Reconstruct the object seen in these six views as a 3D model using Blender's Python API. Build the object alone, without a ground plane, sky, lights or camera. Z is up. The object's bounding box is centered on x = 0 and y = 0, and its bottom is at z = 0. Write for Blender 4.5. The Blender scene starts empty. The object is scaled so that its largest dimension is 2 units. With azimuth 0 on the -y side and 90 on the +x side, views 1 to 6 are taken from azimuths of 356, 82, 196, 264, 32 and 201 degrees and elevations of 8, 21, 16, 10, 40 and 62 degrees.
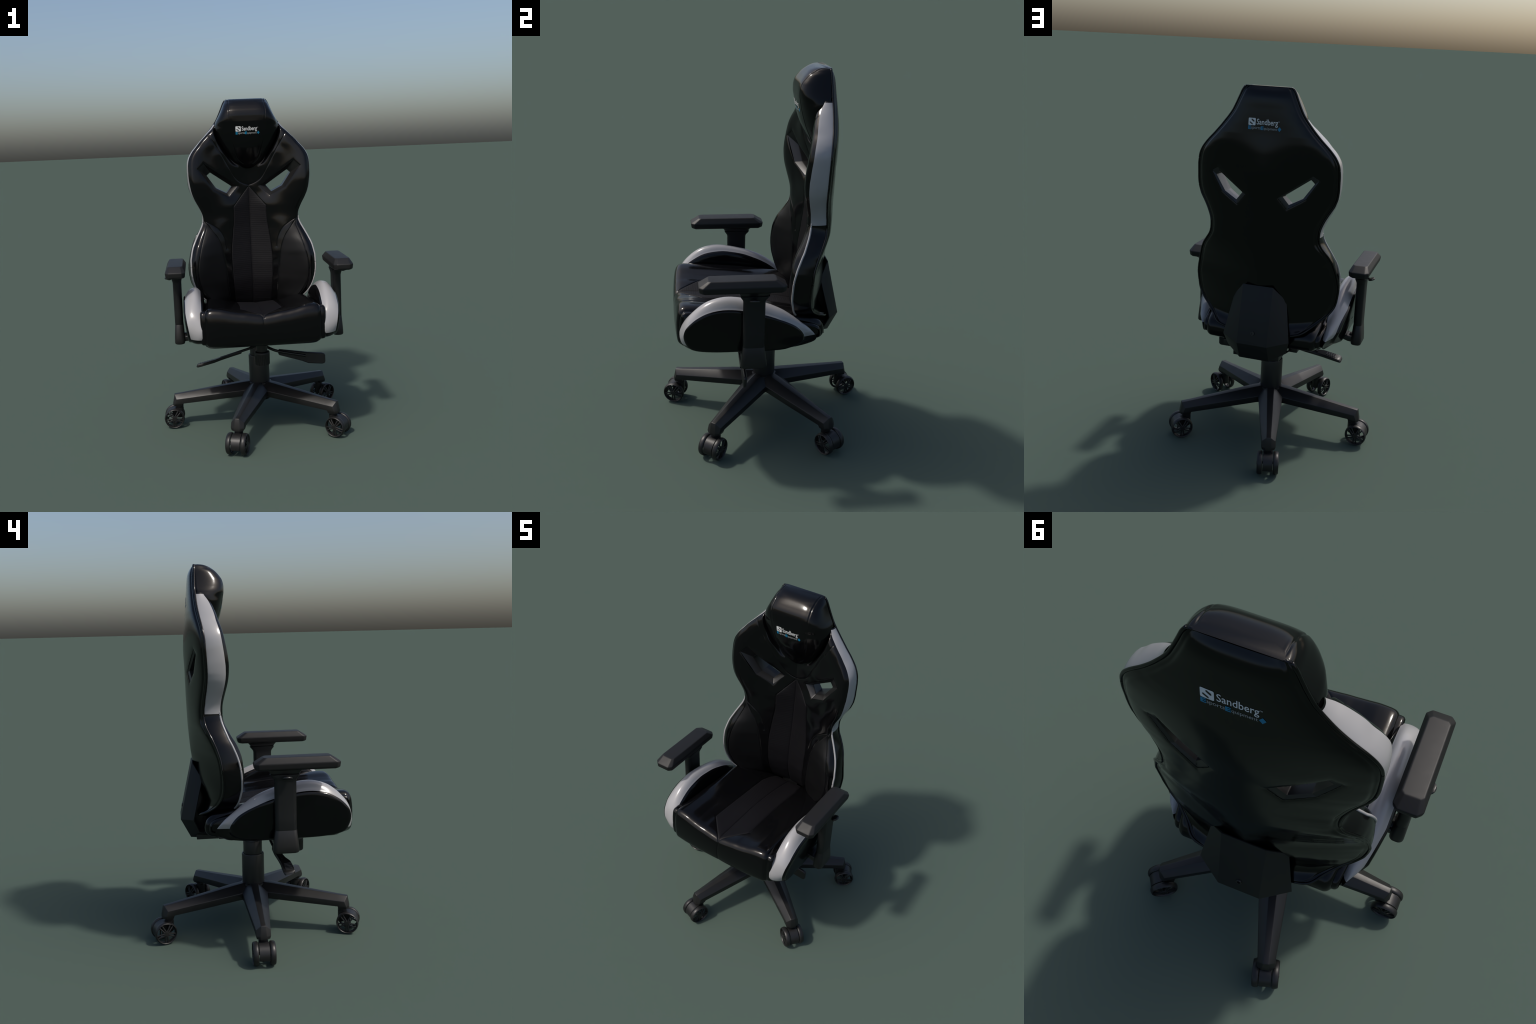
import bpy, bmesh, math
import numpy as np
from mathutils import Vector, Matrix

CX = 0.024            # the chair's mirror plane in the world frame
pi = math.pi

# ------------------------------------------------------------------ maths
def pchip(xk, yk, x):
    """Monotone cubic through control points; yk may carry extra trailing axes."""
    xk = np.asarray(xk, float); yk = np.asarray(yk, float); x = np.asarray(x, float)
    h = np.diff(xk); sh = (slice(None),) + (None,) * (yk.ndim - 1)
    d = np.diff(yk, axis=0) / h[sh]
    m = np.zeros_like(yk)
    if len(xk) > 2:
        w1 = (2 * h[1:] + h[:-1])[sh]; w2 = (h[1:] + 2 * h[:-1])[sh]
        a, b = d[:-1], d[1:]
        ok = (a * b) > 0
        with np.errstate(divide='ignore', invalid='ignore'):
            hm = (w1 + w2) / (w1 / a + w2 / b)
        m[1:-1] = np.where(ok, hm, 0)
    m[0] = d[0]; m[-1] = d[-1]
    i = np.clip(np.searchsorted(xk, x) - 1, 0, len(xk) - 2)
    hh = h[i]; t = np.clip((x - xk[i]) / hh, 0, 1)
    t = t.reshape(t.shape + (1,) * (yk.ndim - 1)); hh = hh.reshape(t.shape)
    return ((2*t**3 - 3*t**2 + 1) * yk[i] + (t**3 - 2*t**2 + t) * hh * m[i]
            + (-2*t**3 + 3*t**2) * yk[i+1] + (t**3 - t**2) * hh * m[i+1])

def gsmooth(a, n):
    """binomial smoothing along axis 0, ends kept"""
    a = a.copy()
    for _ in range(n):
        a[1:-1] = 0.25 * a[:-2] + 0.5 * a[1:-1] + 0.25 * a[2:]
    return a

class Curve1:
    """tabulated smooth functions of height, from control rows (z, v1, v2 ..)"""
    def __init__(self, rows, smooth=30):
        r = np.array(rows, float)
        self.z = np.linspace(r[0, 0], r[-1, 0], 900)
        self.v = gsmooth(pchip(r[:, 0], r[:, 1:], self.z), smooth)
    def __call__(self, z, k=0):
        return np.interp(z, self.z, self.v[:, k])

def catmull(pts, n=12, closed=False):
    P = [np.array(p, float) for p in pts]
    N = len(P); out = []
    rng = range(N if closed else N - 1)
    for i in rng:
        p0 = P[(i-1) % N] if (closed or i > 0) else 2*P[0] - P[1]
        p1 = P[i]; p2 = P[(i+1) % N]
        p3 = P[(i+2) % N] if (closed or i + 2 < N) else 2*P[-1] - P[-2]
        for k in range(n):
            t = k / n
            out.append(0.5*((2*p1) + (p2-p0)*t + (2*p0-5*p1+4*p2-p3)*t*t + (3*p1-p0-3*p2+p3)*t**3))
    if not closed: out.append(P[-1])
    return np.array(out)

def seg_dist(px, pz, poly, closed=False):
    """distance from points to a polyline, and the nearest point on it"""
    poly = np.asarray(poly, float)
    if closed: poly = np.vstack([poly, poly[:1]])
    best = np.full(px.shape, 1e9); bx = np.zeros_like(px); bz = np.zeros_like(pz)
    for a, b in zip(poly[:-1], poly[1:]):
        d = b - a; L = max(d @ d, 1e-12)
        t = np.clip(((px - a[0]) * d[0] + (pz - a[1]) * d[1]) / L, 0, 1)
        qx = a[0] + t * d[0]; qz = a[1] + t * d[1]
        r = np.hypot(px - qx, pz - qz); m = r < best
        best[m] = r[m]; bx[m] = qx[m]; bz[m] = qz[m]
    return best, bx, bz

def inside(px, pz, poly):
    poly = np.asarray(poly, float); r = np.zeros(px.shape, bool); j = len(poly) - 1
    for i in range(len(poly)):
        a, b = poly[i], poly[j]
        c = ((a[1] > pz) != (b[1] > pz)) & (px < (b[0]-a[0]) * (pz-a[1]) / (b[1]-a[1] + 1e-15) + a[0])
        r ^= c; j = i
    return r

# ------------------------------------------------------------------ materials
def mat(name, col, rough, bump=None, spec=0.5, coat=0.0, grain=None, rib=None, var=0.0):
    m = bpy.data.materials.new(name); m.use_nodes = True
    nt = m.node_tree; b = nt.nodes['Principled BSDF']
    b.inputs['Base Color'].default_value = (*col, 1)
    b.inputs['Roughness'].default_value = rough
    b.inputs['Specular IOR Level'].default_value = spec
    b.inputs['Coat Weight'].default_value = coat
    b.inputs['Coat Roughness'].default_value = 0.12
    tc = nt.nodes.new('ShaderNodeTexCoord')
    if var:
        n = nt.nodes.new('ShaderNodeTexNoise'); n.inputs['Scale'].default_value = 35; n.inputs['Detail'].default_value = 5
        nt.links.new(tc.outputs['Object'], n.inputs['Vector'])
        mp = nt.nodes.new('ShaderNodeMapRange')
        mp.inputs['To Min'].default_value = rough * (1 - var); mp.inputs['To Max'].default_value = rough * (1 + var)
        nt.links.new(n.outputs['Fac'], mp.inputs['Value'])
        nt.links.new(mp.outputs['Result'], b.inputs['Roughness'])
    h = None
    if grain:
        v = nt.nodes.new('ShaderNodeTexVoronoi'); v.inputs['Scale'].default_value = grain[0]
        nt.links.new(tc.outputs['Object'], v.inputs['Vector']); h = v.outputs['Distance']; st = grain[1]
    if rib:
        w = nt.nodes.new('ShaderNodeTexWave'); w.wave_type = 'BANDS'; w.bands_direction = rib[0]
        w.inputs['Scale'].default_value = rib[1]; w.inputs['Distortion'].default_value = 0.0
        nt.links.new(tc.outputs['Object'], w.inputs['Vector']); h = w.outputs['Fac']; st = rib[2]
        mx = nt.nodes.new('ShaderNodeMix'); mx.data_type = 'RGBA'
        mx.inputs['A'].default_value = (*[c * 0.75 for c in col], 1); mx.inputs['B'].default_value = (*[c * 1.2 for c in col], 1)
        nt.links.new(w.outputs['Fac'], mx.inputs['Factor']); nt.links.new(mx.outputs['Result'], b.inputs['Base Color'])
    if h is not None:
        bp = nt.nodes.new('ShaderNodeBump'); bp.inputs['Strength'].default_value = st; bp.inputs['Distance'].default_value = 0.001
        nt.links.new(h, bp.inputs['Height']); nt.links.new(bp.outputs['Normal'], b.inputs['Normal'])
    return m

LEATHER = mat('black_leather', (0.0022, 0.0022, 0.0026), 0.15, spec=0.28, grain=(420, 0.03), var=0.12)
SOFT = mat('soft_black_leather', (0.0026, 0.0026, 0.0029), 0.48, spec=0.22, grain=(420, 0.06), var=0.1)
FABRIC = mat('ribbed_dark_fabric', (0.0021, 0.0018, 0.0028), 0.62, spec=0.2, rib=('Z', 26, 0.25))
FABRIC_SEAT = mat('ribbed_seat_fabric', (0.0021, 0.0018, 0.0028), 0.62, spec=0.2, rib=('Y', 26, 0.25))
SHELL = mat('black_shell_leather', (0.0010, 0.0011, 0.0012), 0.16, spec=0.33, var=0.1)
WHITE = mat('white_leather', (0.285, 0.282, 0.288), 0.22, grain=(420, 0.03), var=0.1)
PLASTIC = mat('black_plastic', (0.0095, 0.0092, 0.0092), 0.42, spec=0.4, grain=(900, 0.05), var=0.1)
PAD = mat('armrest_rubber', (0.0095, 0.0093, 0.0095), 0.50, spec=0.28, grain=(900, 0.06), var=0.1)
DARK = mat('dark_steel', (0.006, 0.006, 0.0065), 0.36, var=0.1)
COVER = mat('matt_cover_plastic', (0.0065, 0.0070, 0.0073), 0.52, spec=0.35, grain=(900, 0.05))
VENT = mat('vent_plastic', (0.010, 0.0098, 0.0098), 0.36, var=0.1)
COLUMN = mat('painted_column', (0.0085, 0.0085, 0.0095), 0.36, var=0.1)
INK_W = mat('logo_white', (0.62, 0.63, 0.63), 0.4)
INK_G = mat('logo_grey', (0.30, 0.31, 0.31), 0.4)
INK_B = mat('logo_blue', (0.004, 0.16, 0.30), 0.4)
INK_K = mat('logo_black', (0.006, 0.006, 0.006), 0.3)

# ------------------------------------------------------------------ objects
root = bpy.data.objects.new('gaming_chair', None)
bpy.context.collection.objects.link(root)
root.location = (CX, 0, 0)
root['label'] = 'black and white racing style gaming chair on five castors'
root['category'] = 'gaming chair'

def link(name, me, parent=None, loc=None, rot=None):
    ob = bpy.data.objects.new(name, me)
    bpy.context.collection.objects.link(ob)
    ob.parent = parent if parent is not None else root
    if loc is not None: ob.location = loc
    if rot is not None: ob.rotation_euler = rot
    return ob

def mesh(name, verts, faces, material, sharp=None, smooth=True):
    me = bpy.data.meshes.new(name)
    me.from_pydata([tuple(map(float, v)) for v in verts], [], [tuple(map(int, f)) for f in faces])
    me.materials.append(material)
    me.polygons.foreach_set('use_smooth', [smooth] * len(me.polygons))
    if sharp is not None: me.set_sharp_from_angle(angle=math.radians(sharp))
    me.update()
    return me

def fix_normals(me, bevel=None, segs=2, ang=28, sharp=40):
    bm = bmesh.new(); bm.from_mesh(me)
    bmesh.ops.remove_doubles(bm, verts=bm.verts, dist=1e-5)
    bmesh.ops.recalc_face_normals(bm, faces=bm.faces)
    if bevel:
        ed = [e for e in bm.edges if len(e.link_faces) == 2 and e.calc_face_angle(0) > math.radians(ang)]
        bmesh.ops.bevel(bm, geom=ed, offset=bevel, segments=segs, profile=0.6, affect='EDGES', clamp_overlap=True)
    bm.to_mesh(me); bm.free()
    me.polygons.foreach_set('use_smooth', [True] * len(me.polygons))
    me.set_sharp_from_angle(angle=math.radians(sharp))
    return me

def loft(rings, cap=True, closed=True):
    """rings: list of (n,3) loops -> verts, faces"""
    n = len(rings[0]); V = [p for r in rings for p in r]; F = []
    for i in range(len(rings) - 1):
        for j in range(n if closed else n - 1):
            k = (j + 1) % n
            F.append((i*n + j, i*n + k, (i+1)*n + k, (i+1)*n + j))
    if cap:
        F.append(tuple(range(n - 1, -1, -1))); b = (len(rings) - 1) * n
        F.append(tuple(range(b, b + n)))
    return V, F

def rrect(hx, hy, r, n=5):
    out = []
    for cx, cy, a0 in ((hx-r, hy-r, 0), (-hx+r, hy-r, pi/2), (-hx+r, -hy+r, pi), (hx-r, -hy+r, 1.5*pi)):
        for k in range(n + 1):
            a = a0 + k * pi / 2 / n
            out.append((cx + r * math.cos(a), cy + r * math.sin(a)))
    return out

def lathe(profile, n=48):
    """profile (r,z) revolved about z, open ends closed to the axis if r=0"""
    V = []; F = []
    for r, z in profile:
        for k in range(n):
            a = 2 * pi * k / n; V.append((r * math.cos(a), r * math.sin(a), z))
    for i in range(len(profile) - 1):
        for k in range(n):
            q = (k + 1) % n
            F.append((i*n + k, i*n + q, (i+1)*n + q, (i+1)*n + k))
    return V, F

def tube(path, r, n=8, caps=True):
    path = [Vector(p) for p in path]; rings = []
    up = Vector((0, 0, 1))
    for i, p in enumerate(path):
        t = (path[min(i+1, len(path)-1)] - path[max(i-1, 0)]).normalized()
        a = t.cross(up)
        if a.length < 0.15: a = t.cross(Vector((0, 1, 0)))
        a.normalize(); b = t.cross(a)
        rr = float(r[i]) if hasattr(r, '__len__') else r
        rings.append([p + rr * (math.cos(2*pi*k/n) * a + math.sin(2*pi*k/n) * b) for k in range(n)])
    return loft(rings, cap=caps)

def split_grid(V, F, lab, spec, parent=None):
    """One smooth surface separated by region: border vertices coincide and every
    piece carries the vertex normals of the whole surface."""
    V = np.asarray(V, float); F = np.asarray(F, int)
    tri = V[F]
    fn = np.cross(tri[:, 2] - tri[:, 0], tri[:, 3] - tri[:, 1])
    N = np.zeros_like(V)
    for k in range(4): np.add.at(N, F[:, k], fn)
    L = np.linalg.norm(N, axis=1); N /= np.maximum(L, 1e-12)[:, None]
    made = []
    for key, (name, material) in spec.items():
        f = F[lab == key]
        if len(f) == 0: continue
        ids, inv = np.unique(f.ravel(), return_inverse=True)
        me = bpy.data.meshes.new(name)
        me.from_pydata(V[ids].tolist(), [], inv.reshape(-1, 4).tolist())
        me.materials.append(material)
        me.polygons.foreach_set('use_smooth', [True] * len(me.polygons))
        me.update()
        me.normals_split_custom_set_from_vertices(N[ids].tolist())
        made.append(link(name, me, parent))
    return made

def grid_faces(nr, nc, flip=False):
    i, j = np.meshgrid(np.arange(nr - 1), np.arange(nc - 1), indexing='ij')
    a = (i * nc + j).ravel(); b = a + 1; c = a + nc + 1; d = a + nc
    return np.stack([a, d, c, b] if flip else [a, b, c, d], 1)

def mirror(p): return [(-x, z) for x, z in p]

# ================================================================== BACKREST
# front edge (white piping) : z, half width, y
PIPE = Curve1([(.69,.20,.20),(.72,.245,.15),(.76,.30,.115),(.806,.341,.094),(.845,.362,.086),(.87,.370,.081),
 (.90,.378,.08),(.955,.384,.082),(.985,.384,.086),(1.013,.384,.092),(1.044,.379,.101),(1.074,.373,.113),(1.10,.365,.124),
 (1.125,.354,.137),(1.15,.342,.147),(1.175,.329,.157),(1.20,.316,.166),(1.223,.305,.172),(1.25,.298,.176),(1.27,.298,.177),
 (1.29,.301,.176),(1.315,.310,.173),(1.34,.321,.168),(1.365,.334,.162),(1.39,.346,.157),(1.425,.359,.151),(1.455,.366,.149),
 (1.487,.371,.149),(1.52,.375,.152),(1.55,.376,.155),(1.586,.376,.160),(1.613,.374,.164),(1.64,.368,.168),(1.664,.357,.173),
 (1.69,.34,.18),(1.715,.318,.187),(1.742,.296,.192),(1.771,.267,.2),(1.80,.238,.211),(1.82,.217,.221),(1.839,.203,.234),(1.87,.185,.25)], 25)
# rear seam of the shell : z, half width, y
SEAM = Curve1([(.700,.15,.306),(.714,.212,.304),(.725,.244,.288),(.738,.265,.26),(.756,.289,.236),(.771,.308,.220),(.789,.327,.207),
 (.808,.348,.198),(.829,.366,.189),(.848,.378,.184),(.867,.387,.181),(.892,.393,.179),(.939,.399,.181),(.963,.4,.184),(1.003,.395,.189),
 (1.031,.389,.194),(1.061,.382,.203),(1.086,.374,.211),(1.112,.366,.222),(1.133,.356,.231),(1.153,.345,.241),(1.168,.334,.248),
 (1.185,.322,.256),(1.203,.310,.261),(1.222,.301,.264),(1.242,.297,.266),(1.26,.296,.266),(1.28,.297,.265),(1.30,.301,.262),
 (1.337,.315,.258),(1.379,.337,.252),(1.401,.35,.25),(1.422,.362,.248),(1.442,.369,.247),(1.461,.375,.247),(1.513,.38,.248),
 (1.572,.38,.251),(1.60,.378,.252),(1.629,.373,.254),(1.664,.358,.259),(1.698,.333,.265),(1.722,.311,.27),(1.745,.288,.274),
 (1.77,.265,.278),(1.795,.243,.281),(1.82,.223,.283),(1.844,.204,.284),(1.872,.185,.285),(1.906,.168,.285),(1.946,.15,.284),
 (1.98,.135,.283),(1.996,.123,.281)], 20)
# centre line of the rear shell : z, y, roundness exponent of the cross-section
REAR = Curve1([(.70,.306,2),(.72,.294,2),(.745,.286,1.9),(.766,.282,1.9),(.80,.286,1.9),(.85,.298,1.8),(.89,.309,1.65),(.94,.318,1.42),(.986,.323,1.25),(1.03,.328,1.2),
 (1.086,.333,1.3),(1.2,.340,1.45),(1.32,.343,1.5),(1.467,.345,1.5),(1.558,.348,1.5),(1.663,.342,1.8),(1.775,.329,2.6),(1.886,.319,3),
 (1.944,.313,3),(1.977,.300,3),(1.996,.284,3)], 12)

def shell_y(dx, z):
    hs = SEAM(z, 0); ys = SEAM(z, 1)
    s = np.clip(np.abs(dx) / hs, 0, 1)
    yc = REAR(z, 0); roll = np.minimum(.016, .3 * np.abs(yc - ys)) * np.clip((z - 1.0) / .2, 0, 1)
    return yc - (yc - ys - roll) * s ** REAR(z, 1) - roll * s ** 14

# front cushion sections: height -> (half offset, y) ...
FRONT = [
 (.69, [(0,.275),(.10,.262),(.15,.235),(.20,.20)]),
 (.72, [(0,.262),(.12,.235),(.18,.19),(.22,.155),(.245,.15)]),
 (.76, [(0,.248),(.12,.218),(.18,.175),(.23,.138),(.275,.113),(.30,.115)]),
 (.80, [(0,.237),(.12,.203),(.157,.184),(.22,.145),(.27,.114),(.312,.095),(.337,.096)]),
 (.88, [(0,.227),(.123,.19),(.163,.170),(.22,.138),(.28,.105),(.32,.085),(.348,.075),(.373,.082)]),
 (.95, [(0,.229),(.125,.19),(.168,.168),(.22,.138),(.28,.104),(.32,.082),(.355,.070),(.3835,.082)]),
 (1.03,[(0,.235),(.124,.197),(.177,.166),(.23,.134),(.28,.105),(.32,.087),(.352,.079),(.381,.097)]),
 (1.10,[(0,.242),(.12,.205),(.194,.164),(.24,.138),(.28,.117),(.31,.106),(.337,.103),(.365,.124)]),
 (1.16,[(0,.247),(.112,.211),(.20,.170),(.25,.150),(.28,.142),(.312,.138),(.337,.151)]),
 (1.22,[(0,.251),(.104,.216),(.20,.176),(.25,.165),(.28,.162),(.306,.171)]),
 (1.28,[(0,.254),(.10,.217),(.20,.182),(.25,.167),(.276,.164),(.299,.176)]),
 (1.34,[(0,.257),(.10,.216),(.20,.182),(.25,.163),(.295,.154),(.321,.168)]),
 (1.42,[(0,.258),(.10,.232),(.20,.185),(.27,.152),(.31,.139),(.332,.136),(.357,.152)]),
 (1.50,[(0,.257),(.08,.237),(.15,.210),(.224,.173),(.28,.149),(.32,.135),(.347,.131),(.3725,.150)]),
 (1.58,[(0,.254),(.10,.222),(.147,.204),(.22,.182),(.28,.160),(.32,.145),(.350,.141),(.376,.159)]),
 (1.66,[(0,.253),(.10,.225),(.165,.195),(.23,.182),(.28,.168),(.31,.160),(.335,.157),(.359,.172)]),
 (1.74,[(0,.256),(.12,.226),(.17,.205),(.215,.187),(.25,.180),(.275,.180),(.298,.191)]),
 (1.82,[(0,.262),(.12,.237),(.17,.214),(.19,.208),(.205,.212),(.217,.221)]),
 (1.87,[(0,.27),(.10,.252),(.15,.24),(.185,.25)]),
]
NS = 181; ZF0, ZF1 = .695, 1.865
zz = np.linspace(ZF0, ZF1, 541)
s_ax = np.linspace(0, 1, NS)
tab = []
for z0, row in FRONT:
    r = np.array(row); tab.append(pchip(r[:, 0] / r[-1, 0], r[:, 1], s_ax))
tab = pchip([f[0] for f in FRONT], np.array(tab), zz)          # (nz, NS)
tab = gsmooth(tab, 40)
tab = gsmooth(tab.T.copy(), 6).T
hwz = PIPE(zz, 0); tab += (PIPE(zz, 1) - tab[:, -1])[:, None] * (s_ax[None, :] ** 8)

def front_y(dx, z):
    s = np.clip(np.abs(dx) / PIPE(z, 0), 0, 1) * (NS - 1)
    q = np.clip((z - ZF0) / (ZF1 - ZF0), 0, 1) * (len(zz) - 1)
    i = np.minimum(s.astype(int), NS - 2); j = np.minimum(q.astype(int), len(zz) - 2)
    a = s - i; b = q - j
    return (tab[j, i]*(1-a)*(1-b) + tab[j, i+1]*a*(1-b) + tab[j+1, i]*(1-a)*b + tab[j+1, i+1]*a*b)

# seams and openings in the front, as (half offset, z) on the right half
VENT_FRONT = [(.279,1.611),(.316,1.575),(.224,1.446),(.128,1.395),(.071,1.458)]
VENT_MID   = [(.246,1.556),(.265,1.536),(.210,1.456),(.142,1.420),(.108,1.462)]
VENT_REAR  = [(.256,1.576),(.290,1.556),(.226,1.455),(.134,1.399),(.086,1.455)]
PEAK = (0, 1.457)
panel_edge = catmull([(.103,1.331),(.103,1.28),(.105,1.235),(.111,1.19),(.117,1.14),(.123,1.09),(.127,1.03),(.127,.98),(.125,.90),(.121,.83),(.117,.76),(.112,.69)], 6)
panel_poly = np.vstack([[PEAK], panel_edge])
PANEL = np.vstack([panel_poly, np.array(mirror(panel_edge[::-1]))])
lobe_in = catmull([(.292,1.252),(.262,1.212),(.235,1.175),(.212,1.14),(.196,1.10),(.184,1.058),(.176,1.005),(.169,.955),(.164,.90),(.158,.83),(.154,.77),(.15,.69)], 6)
lobe_out = catmull([(.292,1.252),(.281,1.215),(.296,1.165),(.311,1.12),(.326,1.06),(.336,1.01),(.341,.955),(.338,.90),(.326,.85),(.30,.80),(.262,.75),(.20,.70)], 6)
lobe_arch = catmull([(.292,1.252),(.262,1.237),(.235,1.219),(.205,1.195),(.182,1.16),(.167,1.12),(.157,1.07)], 6)
LOBE = np.vstack([lobe_in, lobe_out[::-1]])
vseam = catmull([(.240,1.785),(.217,1.744),(.171,1.669),(.129,1.592),(.096,1.531),(.07,1.497),(.035,1.475),(0,1.462)], 6)
CREASE = [panel_poly, lobe_in, lobe_out, lobe_arch, vseam]

HEAD_RIM = [tuple(q) for q in catmull([(0,1.568),(.037,1.574),(.066,1.592),(.091,1.608),(.118,1.645),(.143,1.682),(.160,1.713),(.176,1.746),(.187,1.777),(.195,1.807),(.200,1.84)], 5)]
def build_front():
    nc = 2 * 176 + 1; nr = 586
    z = np.linspace(ZF0, ZF1, nr)
    s = np.linspace(-1, 1, nc); s = np.sign(s) * (1 - (1 - np.abs(s)) ** 1.12)
    Z, S = np.meshgrid(z, s, indexing='ij')
    X = S * PIPE(Z, 0)
    Zf, Xf = Z.ravel().copy(), X.ravel().copy()
    A = np.abs(Xf); sg = np.where(Xf < 0, -1.0, 1.0)
    edge = np.abs(S.ravel()) > 0.999
    lines = [(VENT_FRONT, True), (panel_poly, False), (lobe_in, False), (lobe_out, False)]
    for poly, cl in lines:                      # pull grid points onto the cut lines
        d, qx, qz = seg_dist(A, Zf, poly, cl)
        m = (d < 0.00135) & ~edge & (A > 1e-4)
        A[m] = qx[m]; Zf[m] = qz[m]
    Xf = A * sg
    Y = front_y(A, Zf)
    # the headrest sits in a U-shaped hollow
    dh, _, _ = seg_dist(A, Zf, HEAD_RIM)
    inn = inside(A, Zf, HEAD_RIM + [(0, 1.9)])
    fall = np.where(inn, 1.0, np.exp(-(dh / 0.008) ** 2))
    Y = np.where(Zf > 1.52, Y + np.maximum(0, .236 - Y) * fall * np.clip((1.86 - Zf) / .06, 0, 1), Y)
    # stitched creases between puffed panels
    d = np.full(A.shape, 1e9)
    for c in CREASE: d = np.minimum(d, seg_dist(A, Zf, c)[0])
    d = np.minimum(d, np.where(Zf < 1.457, A, 1e9))
    Y += 0.0022 * np.exp(-(d / 0.0024) ** 2) - 0.0012 * (1 - np.exp(-d / 0.012))
    dv, _, _ = seg_dist(A, Zf, VENT_FRONT, True)
    Y += 0.004 * np.exp(-dv / 0.006)
    Y += 0.0030 * np.exp(-((PIPE(Zf, 0) - A) / 0.02))
    V = np.stack([Xf, Y, Zf], 1)
    F = grid_faces(nr, nc)
    C = V[F].mean(1); ca = np.abs(C[:, 0]); cz = C[:, 2]
    lab = np.zeros(len(F), int)
    lab[inside(ca, cz, LOBE)] = 2
    lab[inside(C[:, 0], cz, PANEL)] = 1
    lab[inside(ca, cz, VENT_FRONT)] = -1
    lab[(lab == 2) & (C[:, 0] < 0)] = 3
    return split_grid(V, F, lab, {0: ('backrest_cushion', LEATHER), 1: ('backrest_centre_panel', FABRIC),
                                  2: ('lumbar_panel', SOFT), 3: ('lumbar_panel', SOFT)})
build_front()

def build_shell():
    nc = 2 * 120 + 1; nr = 440
    z = np.linspace(.700, 1.996, nr)
    s = np.linspace(-1, 1, nc); s = np.sign(s) * (1 - (1 - np.abs(s)) ** 1.3)
    Z, S = np.meshgrid(z, s, indexing='ij')
    Zf = Z.ravel().copy(); A = np.abs(S * SEAM(Z, 0)).ravel(); sg = np.where(S.ravel() < 0, -1.0, 1.0)
    d, qx, qz = seg_dist(A, Zf, VENT_REAR, True)
    m = d < 0.0018
    A[m] = qx[m]; Zf[m] = qz[m]
    Y = shell_y(A, Zf)
    hs = SEAM(Zf, 0)
    e = (hs - A)
    Y += -0.006 * np.exp(-(e / 0.006)) - 0.0035 * np.exp(-((e - 0.016) / 0.006) ** 2)   # stitched rim
    dv, _, _ = seg_dist(A, Zf, VENT_REAR, True)
    Y -= 0.004 * np.exp(-dv / 0.010)
    V = np.stack([A * sg, Y, Zf], 1)
    F = grid_faces(nr, nc, flip=True)
    C = V[F].mean(1)
    lab = np.where(inside(np.abs(C[:, 0]), C[:, 2], VENT_REAR), -1, 0)
    split_grid(V, F, lab, {0: ('rear_shell', SHELL)})
build_shell()

def build_sides():
    zc = 1.252                                     # white above, black below
    for sg in (1, -1):
        nz, nw = 380, 15
        z = np.linspace(.700, 1.853, nz)
        z[np.argmin(np.abs(z - zc))] = zc
        w = np.linspace(0, 1, nw)
        Z, W = np.meshgrid(z, w, indexing='ij')
        hp, yp, hs, ys = PIPE(Z, 0), PIPE(Z, 1), SEAM(Z, 0), SEAM(Z, 1)
        X = hp * (1 - W) + hs * W + 0.007 * np.sin(pi * W) ** 0.7
        Y = yp * (1 - W) + (ys - 0.004) * W
        V = np.stack([sg * X.ravel(), Y.ravel(), Z.ravel()], 1)
        F = grid_faces(nz, nw, flip=(sg < 0))
        c = V[F].mean(1)
        lab = (c[:, 2] > zc).astype(int); lab[c[:, 2] > 1.848] = 0
        split_grid(V, F, lab, {0: ('lower_side_panel', LEATHER), 1: ('white_side_panel', WHITE)})
        zt = np.linspace(.735, 1.262, 140)
        V, F = tube([(sg * (PIPE(q, 0) + 0.0022), PIPE(q, 1) + 0.0045, q) for q in zt], np.interp(zt, [.735, 1.235, 1.262], [.0054, .0054, .0022]), 8)
        link('white_piping', mesh('white_piping', V, F, WHITE))
        zt = np.linspace(.702, 1.994, 300)
        V, F = tube([(sg * (SEAM(q, 0) + 0.001), SEAM(q, 1) - 0.004, q) for q in zt], 0.0055, 8)
        link('shell_piping', mesh('shell_piping', V, F, SHELL))
    V, F = tube([(x, SEAM(1.995, 1) - .003, 1.9955) for x in np.linspace(-.124, .124, 20)], 0.0045, 8)
    link('shell_piping', mesh('shell_piping_top', V, F, SHELL))
    # underside closing the pad
    n = 41; xs = np.linspace(-1, 1, n)
    V = []; F = []
    for k, z0 in enumerate(np.linspace(.6955, .7005, 6)):
        t = k / 5
        for x in xs:
            hx = PIPE(.6955, 0) * (1 - t) + SEAM(.7005, 0) * t
            yf = front_y(np.array([abs(x) * PIPE(.6955, 0)]), np.array([.6955]))[0]
            V.append((x * hx, yf * (1 - t) + .303 * t, z0 - .004 * math.sin(pi * t)))
    F = grid_faces(6, n, flip=True)
    link('backrest_underside', mesh('backrest_underside', V, F, SHELL))
build_sides()

def round_poly(poly, r, n=4):
    P = [np.array(p, float) for p in poly]; out = []
    for i in range(len(P)):
        a, b, c = P[i-1], P[i], P[(i+1) % len(P)]
        u = (a - b) / np.linalg.norm(a - b); v = (c - b) / np.linalg.norm(c - b)
        p0, p2 = b + u * r, b + v * r
        for k in range(n + 1):
            t = k / n
            out.append((1-t)**2 * p0 + 2*t*(1-t) * b + t*t * p2)
    return np.array(out)

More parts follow.
